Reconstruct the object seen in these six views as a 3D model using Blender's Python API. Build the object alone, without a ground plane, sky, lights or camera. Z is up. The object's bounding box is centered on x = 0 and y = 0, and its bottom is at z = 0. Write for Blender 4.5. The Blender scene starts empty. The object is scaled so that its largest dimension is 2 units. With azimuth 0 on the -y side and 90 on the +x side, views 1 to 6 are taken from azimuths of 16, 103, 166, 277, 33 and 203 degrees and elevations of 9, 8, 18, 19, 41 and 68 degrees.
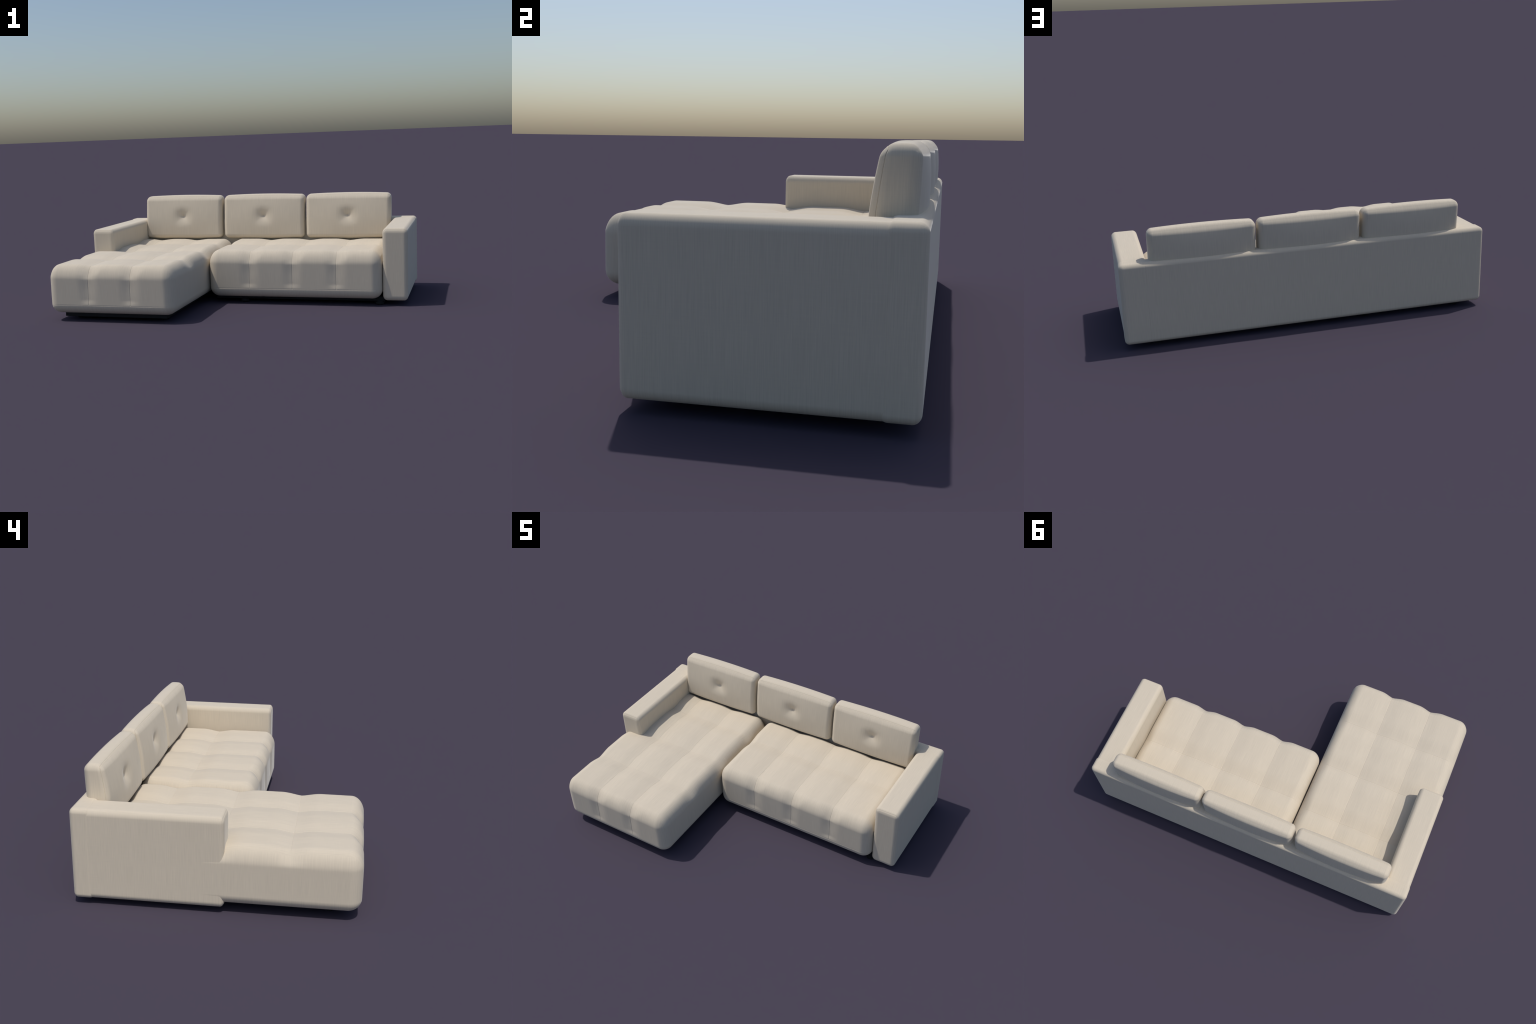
"""L-shaped upholstered corner sofa: long lounge seat, two-place seat, three leaning
back cushions with a tufted pinch, slab arms, a full-width back and a low dark plinth."""
import bpy
import numpy as np
from mathutils import Vector

# ------------------------------------------------------------------ helpers
def smooth(e0, e1, x):
    t = np.clip((x - e0) / (e1 - e0), 0.0, 1.0)
    return t * t * (3 - 2 * t)


def axis_samples(lo, hi, r, step, fine=()):
    """Sample positions along one axis: equal-angle steps in the rounded ends,
    even steps between, plus close steps beside every stitched seam."""
    a = np.linspace(0, np.pi / 4, 13)
    r0, r1 = (r, r) if np.isscalar(r) else r
    inner_lo, inner_hi = lo + r0, hi - r1
    n = max(2, int(round((inner_hi - inner_lo) / step)))
    pts = (list(inner_lo - (r0 * np.tan(a))[::-1]) + list(np.linspace(inner_lo, inner_hi, n + 1)[1:-1])
           + list(inner_hi + r1 * np.tan(a)))
    offs = (-.0052, -.0036, -.0024, -.0016, -.0008, 0, .0008, .0016, .0024, .0036, .0052)
    for f in fine:
        pts = [p for p in pts if abs(p - f) > .0058 or p in (lo, hi)]
        pts += [f + o for o in offs if lo < f + o < hi]
    return np.unique(np.round(np.array(pts), 6))


def rounded_box(name, lo, hi, r, step, fine=((), (), ()), shape=None, crown=None, back=None):
    """Dense rounded box; shape(P, N, B) bends the points, N being the outward
    normal and B the flat-box coordinates. crown = (across, up) is a larger rounding
    for the edges round the top, back a tighter one for the hidden rear edges."""
    lo, hi, r = (np.array(v, float) for v in (lo, hi, r))
    R = [v for v in r]
    if crown:
        R = [crown[0], crown[0], (r[2], crown[1])]
    if back:
        R[1] = (R[1], back)
    S = [axis_samples(lo[i], hi[i], R[i], step, fine[i]) for i in range(3)]
    n = [len(s) for s in S]
    ids, faces = {}, []
    pts = []

    def vid(i, j, k):
        key = (i, j, k)
        if key not in ids:
            ids[key] = len(pts)
            pts.append((S[0][i], S[1][j], S[2][k]))
        return ids[key]

    for ax in range(3):
        u, v = (ax + 1) % 3, (ax + 2) % 3
        for side in (0, 1):
            fix = side * (n[ax] - 1)
            for a in range(n[u] - 1):
                for b in range(n[v] - 1):
                    quad = []
                    for da, db in ((0, 0), (1, 0), (1, 1), (0, 1)):
                        idx = [0, 0, 0]
                        idx[ax], idx[u], idx[v] = fix, a + da, b + db
                        quad.append(vid(*idx))
                    faces.append(quad if side else quad[::-1])
    B = np.array(pts)
    r = np.repeat(r[None, :], len(B), 0)
    if crown:
        k = smooth(lo[2] + .35 * (hi[2] - lo[2]), hi[2] - .35 * crown[1], B[:, 2])[:, None]
        r = r * (1 - k) + np.array([crown[0], crown[0], crown[1]]) * k
    if back:
        r[:, 1] = np.where(B[:, 1] > (lo[1] + hi[1]) / 2, back, r[:, 1])
    q = np.clip(B, lo + r, hi - r)
    d = (B - q) / r
    N = d / np.linalg.norm(d, axis=1)[:, None]
    P = q + N * r
    if shape is not None:
        P = shape(P, N, B)
    me = bpy.data.meshes.new(name)
    me.from_pydata(P.tolist(), [], faces)
    me.polygons.foreach_set("use_smooth", np.ones(len(faces), bool))
    me.update()
    return me


def add(name, mesh, parent, mat, loc=(0, 0, 0)):
    ob = bpy.data.objects.new(name, mesh)
    bpy.context.scene.collection.objects.link(ob)
    ob.parent = parent
    ob.location = loc
    if not mesh.materials:
        mesh.materials.append(mat)
    return ob


# ------------------------------------------------------------------ materials
class Nodes:
    def __init__(self, mat):
        self.t = mat.node_tree
        self.t.nodes.clear()

    def new(self, kind, **kw):
        nd = self.t.nodes.new(kind)
        for k, v in kw.items():
            setattr(nd, k, v)
        return nd

    def put(self, sock, val):
        if hasattr(val, "is_output"):
            self.t.links.new(val, sock)
        else:
            sock.default_value = val

    def math(self, op, a, b=0.0, c=0.0):
        nd = self.new("ShaderNodeMath", operation=op)
        for s, v in zip(nd.inputs, (a, b, c)):
            self.put(s, v)
        return nd.outputs[0]

    def mix(self, f, a, b):
        nd = self.new("ShaderNodeMix", data_type='FLOAT')
        self.put(nd.inputs[0], f)
        self.put(nd.inputs[2], a)
        self.put(nd.inputs[3], b)
        return nd.outputs[0]

    def noise(self, x, y, scale_x, scale_y, detail=2.0, rough=0.5):
        c = self.new("ShaderNodeCombineXYZ")
        self.put(c.inputs[0], self.math('MULTIPLY', x, scale_x))
        self.put(c.inputs[1], self.math('MULTIPLY', y, scale_y))
        nd = self.new("ShaderNodeTexNoise", noise_dimensions='2D')
        self.t.links.new(c.outputs[0], nd.inputs["Vector"])
        nd.inputs["Scale"].default_value = 1.0
        nd.inputs["Detail"].default_value = detail
        nd.inputs["Roughness"].default_value = rough
        return nd.outputs[0]


def fabric_material(name, base):
    """Woven upholstery: fine threads running down the upright faces and front
    to back over the tops, with a weaker cross thread."""
    mat = bpy.data.materials.new(name)
    mat.use_nodes = True
    N = Nodes(mat)
    co = N.new("ShaderNodeTexCoord")
    xyz = N.new("ShaderNodeSeparateXYZ")
    N.t.links.new(co.outputs["Object"], xyz.inputs[0])
    nrm = N.new("ShaderNodeSeparateXYZ")
    N.t.links.new(co.outputs["Normal"], nrm.inputs[0])
    x, y, z = xyz.outputs
    ax, ay, az = (N.math('ABSOLUTE', o) for o in nrm.outputs)
    side = N.math('GREATER_THAN', ax, N.math('MAXIMUM', ay, az))
    top = N.math('GREATER_THAN', az, N.math('MAXIMUM', ax, ay))
    across = N.mix(side, x, y)
    along = N.mix(top, z, y)
    warp = N.noise(across, along, 420.0, 9.0, 3.0, 0.6)
    weft = N.noise(along, across, 420.0, 14.0, 3.0, 0.6)
    grain = N.noise(across, along, 700.0, 260.0, 2.0, 0.5)
    broad = N.noise(across, along, 30.0, 2.0, 2.0, 0.5)
    tone = N.math('ADD', N.math('MULTIPLY', warp, 0.64), N.math('MULTIPLY', weft, 0.18))
    tone = N.math('ADD', tone, N.math('MULTIPLY', grain, 0.12))
    tone = N.math('ADD', tone, N.math('MULTIPLY', broad, 0.06))
    ramp = N.new("ShaderNodeValToRGB")
    N.put(ramp.inputs[0], tone)
    el = ramp.color_ramp.elements
    el[0].position, el[1].position = 0.34, 0.66
    el[0].color = (base[0] * .94, base[1] * .94, base[2] * .94, 1)
    el[1].color = (base[0] * 1.055, base[1] * 1.055, base[2] * 1.055, 1)
    bump = N.new("ShaderNodeBump")
    bump.inputs["Strength"].default_value = 0.12
    bump.inputs["Distance"].default_value = 0.001
    N.put(bump.inputs["Height"], tone)
    bsdf = N.new("ShaderNodeBsdfPrincipled")
    N.put(bsdf.inputs["Base Color"], ramp.outputs[0])
    bsdf.inputs["Roughness"].default_value = 1.0
    bsdf.inputs["Sheen Weight"].default_value = 0.25
    bsdf.inputs["Sheen Roughness"].default_value = 0.25
    bsdf.inputs["Specular IOR Level"].default_value = 0.8
    bsdf.inputs["Diffuse Roughness"].default_value = 0.08
    N.put(bsdf.inputs["Normal"], bump.outputs[0])
    out = N.new("ShaderNodeOutputMaterial")
    N.t.links.new(bsdf.outputs[0], out.inputs[0])
    return mat


def plastic_material(name, col, rough):
    mat = bpy.data.materials.new(name)
    mat.use_nodes = True
    N = Nodes(mat)
    co = N.new("ShaderNodeTexCoord")
    nz = N.new("ShaderNodeTexNoise")
    nz.inputs["Scale"].default_value = 180.0
    N.t.links.new(co.outputs["Object"], nz.inputs["Vector"])
    ramp = N.new("ShaderNodeValToRGB")
    N.put(ramp.inputs[0], nz.outputs[0])
    ramp.color_ramp.elements[0].color = (*[c * .8 for c in col], 1)
    ramp.color_ramp.elements[1].color = (*[c * 1.2 for c in col], 1)
    bsdf = N.new("ShaderNodeBsdfPrincipled")
    N.put(bsdf.inputs["Base Color"], ramp.outputs[0])
    bsdf.inputs["Roughness"].default_value = rough
    out = N.new("ShaderNodeOutputMaterial")
    N.t.links.new(bsdf.outputs[0], out.inputs[0])
    return mat


CREAM = (0.618, 0.541, 0.424)
fabric = fabric_material("cream_woven_fabric", CREAM)
black = plastic_material("black_plinth_board", (0.0035, 0.0038, 0.004), 0.85)

# ------------------------------------------------------------------ sofa root
sofa = bpy.data.objects.new("corner_sofa", None)
bpy.context.scene.collection.objects.link(sofa)
sofa["label"] = "cream fabric L-shaped corner sofa with tufted cushions"
sofa["category"] = "corner sofa"


# ------------------------------------------------------------------ tufted seats
def tufted(lo, hi, x_seams, y_seams, x_deep=.0100, y_deep=.0142, half=.090, front_deep=.0085, edge_deep=.0165):
    """Puffed seat block: broad valleys with a stitched line along each seam.
    Length-wise seams run on over the front edge and stop above a low hem."""
    hem = .096

    def valley(d, half=half):
        t = np.clip(np.abs(d) / half, 0, 1)
        soft = np.clip((np.sqrt(d * d + .012 ** 2) - .006) / half, 0, 1)
        return .45 * (.5 + .5 * np.cos(np.pi * t)) + .55 * (1 - soft) ** 2

    def stitch(d):
        return np.exp(-(d / .0013) ** 2)

    def shape(P, N, B):
        nz, ny, nx = N[:, 2], N[:, 1], N[:, 0]
        front = np.clip(-ny, 0, 1)
        on_top = smooth(.15, .75, nz)
        on_front = smooth(.25, .8, front) * (nz > -.2) * smooth(hem + .002, hem + .034, P[:, 2])
        wx = np.maximum(on_top, on_front)
        wx = np.where((nz > 0) & (ny < 0), np.maximum(wx, smooth(.4, .8, np.sqrt(nz ** 2 + ny ** 2)) *
                      smooth(hem + .002, hem + .034, P[:, 2])), wx)
        wy = smooth(.05, .95, nz)
        deep = np.zeros(len(P))
        for s in x_seams:
            scale = front_deep + (x_deep - front_deep) * smooth(0, .8, nz)
            rim = np.where(ny < 0, np.clip(-4 * nz * ny / 2, 0, 1), 0)
            scale = scale + (edge_deep - scale) * rim
            scale = scale * (.6 + .4 * smooth(.12, .22, P[:, 2]))
            deep += wx * (scale * valley(B[:, 0] - s, .070 + .025 * smooth(.3, .9, nz)))
            line = np.maximum(on_top * .9, (ny < -.1) * (nz > -.2) * smooth(hem - .001, hem + .002, P[:, 2]))
            deep += (.0011 + .0004 * front) * stitch(B[:, 0] - s) * line
        for s in y_seams:
            deep += wy * y_deep * valley(B[:, 1] - s, .100)
            deep += .0010 * stitch(B[:, 1] - s) * smooth(.8, .97, nz)
        # hem line low on the front face
        deep += .0006 * stitch(P[:, 2] - hem) * (front > .9)
        P = P - N * deep[:, None]
        return P

    fine = (x_seams, y_seams, (hem,))
    return shape, fine


# long lounge seat
lo, hi = (-.9980, -.641, .041), (-.224, .545, .3245)
xs = [lo[0] + (hi[0] - lo[0]) * k / 3 for k in (1, 2)]
shape, fine = tufted(lo, hi, xs, (-.325, -.004, .317))


def lounge_shape(P, N, B):
    P = shape(P, N, B)
    # outer flank bows outward a touch in the middle of its length
    bow = .0038 * np.clip((P[:, 1] + .22) / .5, -1, 1) ** 2
    P[:, 0] += np.where(N[:, 0] < -.3, bow * np.clip(-N[:, 0], 0, 1) - .0015, 0)
    return P


add("lounge_cushion", rounded_box("lounge_cushion", lo, hi, (.062, .062, .056), .0055, fine, lounge_shape, crown=(.066, .086), back=.060), sofa, fabric)

# two-place seat
lo, hi = (-.216, -.076, .037), (.849, .545, .3260)
xs = [lo[0] + (hi[0] - lo[0]) * k / 4 for k in (1, 2, 3)]
shape2, fine = tufted(lo, hi, xs, (.284,))
add("seat_cushion", rounded_box("seat_cushion", lo, hi, (.062, .062, .056), .0055, fine, shape2, crown=(.066, .086), back=.060), sofa, fabric)

# ------------------------------------------------------------------ back cushions
HW, Z0, Z1 = .2795, .330, .6115            # half width, bottom, top
YF, YR = -.052, .052                       # local front and rear faces


def back_cushion_shape(P, N, B):
    x, y, z = P.T.copy()
    u = x / HW
    w = (z - Z0) / (Z1 - Z0) * 2 - 1
    fill = (1 - np.clip(np.abs(u), 0, 1) ** 2.2) * (1 - .85 * np.clip(np.abs(w), 0, 1) ** 2.5)
    k = np.clip(N[:, 1], -1, 1)
    # plump front and rear
    y = y + np.where(k < 0, k * .011, k * .019) * fill
    # crest and bottom swell
    z = z + np.sign(N[:, 2]) * np.abs(N[:, 2]) * .007 * (1 - np.clip(np.abs(u), 0, 1) ** 2)
    z = z + np.clip(N[:, 2], 0, 1) * .004 * (1 - np.clip(np.abs(B[:, 1] / YR), 0, 1) ** 2)
    # pinch in the middle of the front face
    cx, cz = 0.0, .480
    dx, dz = np.abs(x - cx) / .096, np.abs(z - cz) / .084
    t = np.clip(.25 * np.maximum(dx, dz) + .75 * np.sqrt(dx ** 2 + dz ** 2 + .001), 0, 1)
    pinch = .029 * (1 - t) ** 2.3
    y = y + np.where(k < -.5, pinch, 0)
    # stitched panel line all round, just behind the front face
    edge = np.exp(-((B[:, 1] - (YF + .0125)) / .0014) ** 2) * (np.abs(k) < .93)
    x = x - N[:, 0] * .0022 * edge
    z = z - N[:, 2] * .0022 * edge
    # front leans back, rear stays near upright: the cushion is a soft wedge
    f = (YR - np.clip(y, YF, YR)) / (YR - YF)
    h = z - .46
    lean = -.0015 + .095 * h + .05 * np.sqrt(h * h + .0016) + .12 * np.maximum(h, 0) ** 2 - .002
    y = y + f * lean + (1 - f) * (.05 * h)
    return np.stack([x, y, z], 1)


pinch_fine = (0.0,), (YF + .0125,), (.478,)
me = rounded_box("back_cushion", (-HW, YF, Z0), (HW, YR, Z1), (.028, .032, .028), .0055, pinch_fine, back_cushion_shape)
for cx in (-.582, -.0075, .564):
    add("back_cushion", me, sofa, fabric, (cx, .5545, 0))

# ------------------------------------------------------------------ arms
AL, AF = .0730, -.041


def arm_shape(P, N, B):
    d = .0018 * np.exp(-((P[:, 1] - (AF + .0065)) / .0013) ** 2) * (N[:, 1] > -.93)
    P = P.copy()
    P[:, 0] -= N[:, 0] * d
    P[:, 2] -= N[:, 2] * d
    return P


me = rounded_box("armrest", (-AL, AF, .0285), (AL, .632, .4565), (.026, .020, .030), .012,
                 ((), (AF + .002,), ()), arm_shape)
for sx in (1, -1):
    add("armrest", me, sofa, fabric, (sx * (.9983 - AL), 0, 0))

# ------------------------------------------------------------------ back
def back_shape(P, N, B):
    P = P.copy()
    for s in (-.868, .868):
        P[:, 1] -= .0005 * np.exp(-((B[:, 0] - s) / .0015) ** 2) * (N[:, 1] > .9)
    return P


me = rounded_box("backrest", (-1.0, .547, .0275), (1.0, .641, .4588), (.024, .022, .024), .012,
                 ((-.868, .868), (), ()), back_shape)
add("backrest", me, sofa, fabric)

# ------------------------------------------------------------------ plinth and feet
def slab(name, lo, hi):
    return rounded_box(name, lo, hi, (.003, .003, .003), .2)


add("plinth", slab("plinth", (-.918, -.592, .020), (-.285, .60, .048)), sofa, black)
add("plinth", slab("plinth", (-.185, -.012, .0205), (.86, .60, .0475)), sofa, black)


def foot_mesh():
    prof = [(0, .03), (.019, .03), (.0205, .020), (.0245, .018), (.0255, .012), (.0245, .003), (.022, 0), (0, 0)]
    seg = 40
    vs, fs = [], []
    for rr, zz in prof:
        for k in range(seg):
            a = 2 * np.pi * k / seg
            vs.append((rr * np.cos(a), rr * np.sin(a), zz))
    for i in range(len(prof) - 1):
        for k in range(seg):
            j = (k + 1) % seg
            fs.append((i * seg + k, i * seg + j, (i + 1) * seg + j, (i + 1) * seg + k)[::-1])
    m = bpy.data.meshes.new("foot")
    m.from_pydata(vs, [], fs)
    m.validate()
    m.update()
    return m


fm = foot_mesh()
for p in ((-.004, .004), (.829, .004), (-.012, .56), (.832, .56),
          (-.87, -.50), (-.33, -.50), (-.87, .56), (-.33, .56)):
    add("foot", fm, sofa, black, (p[0], p[1], 0))
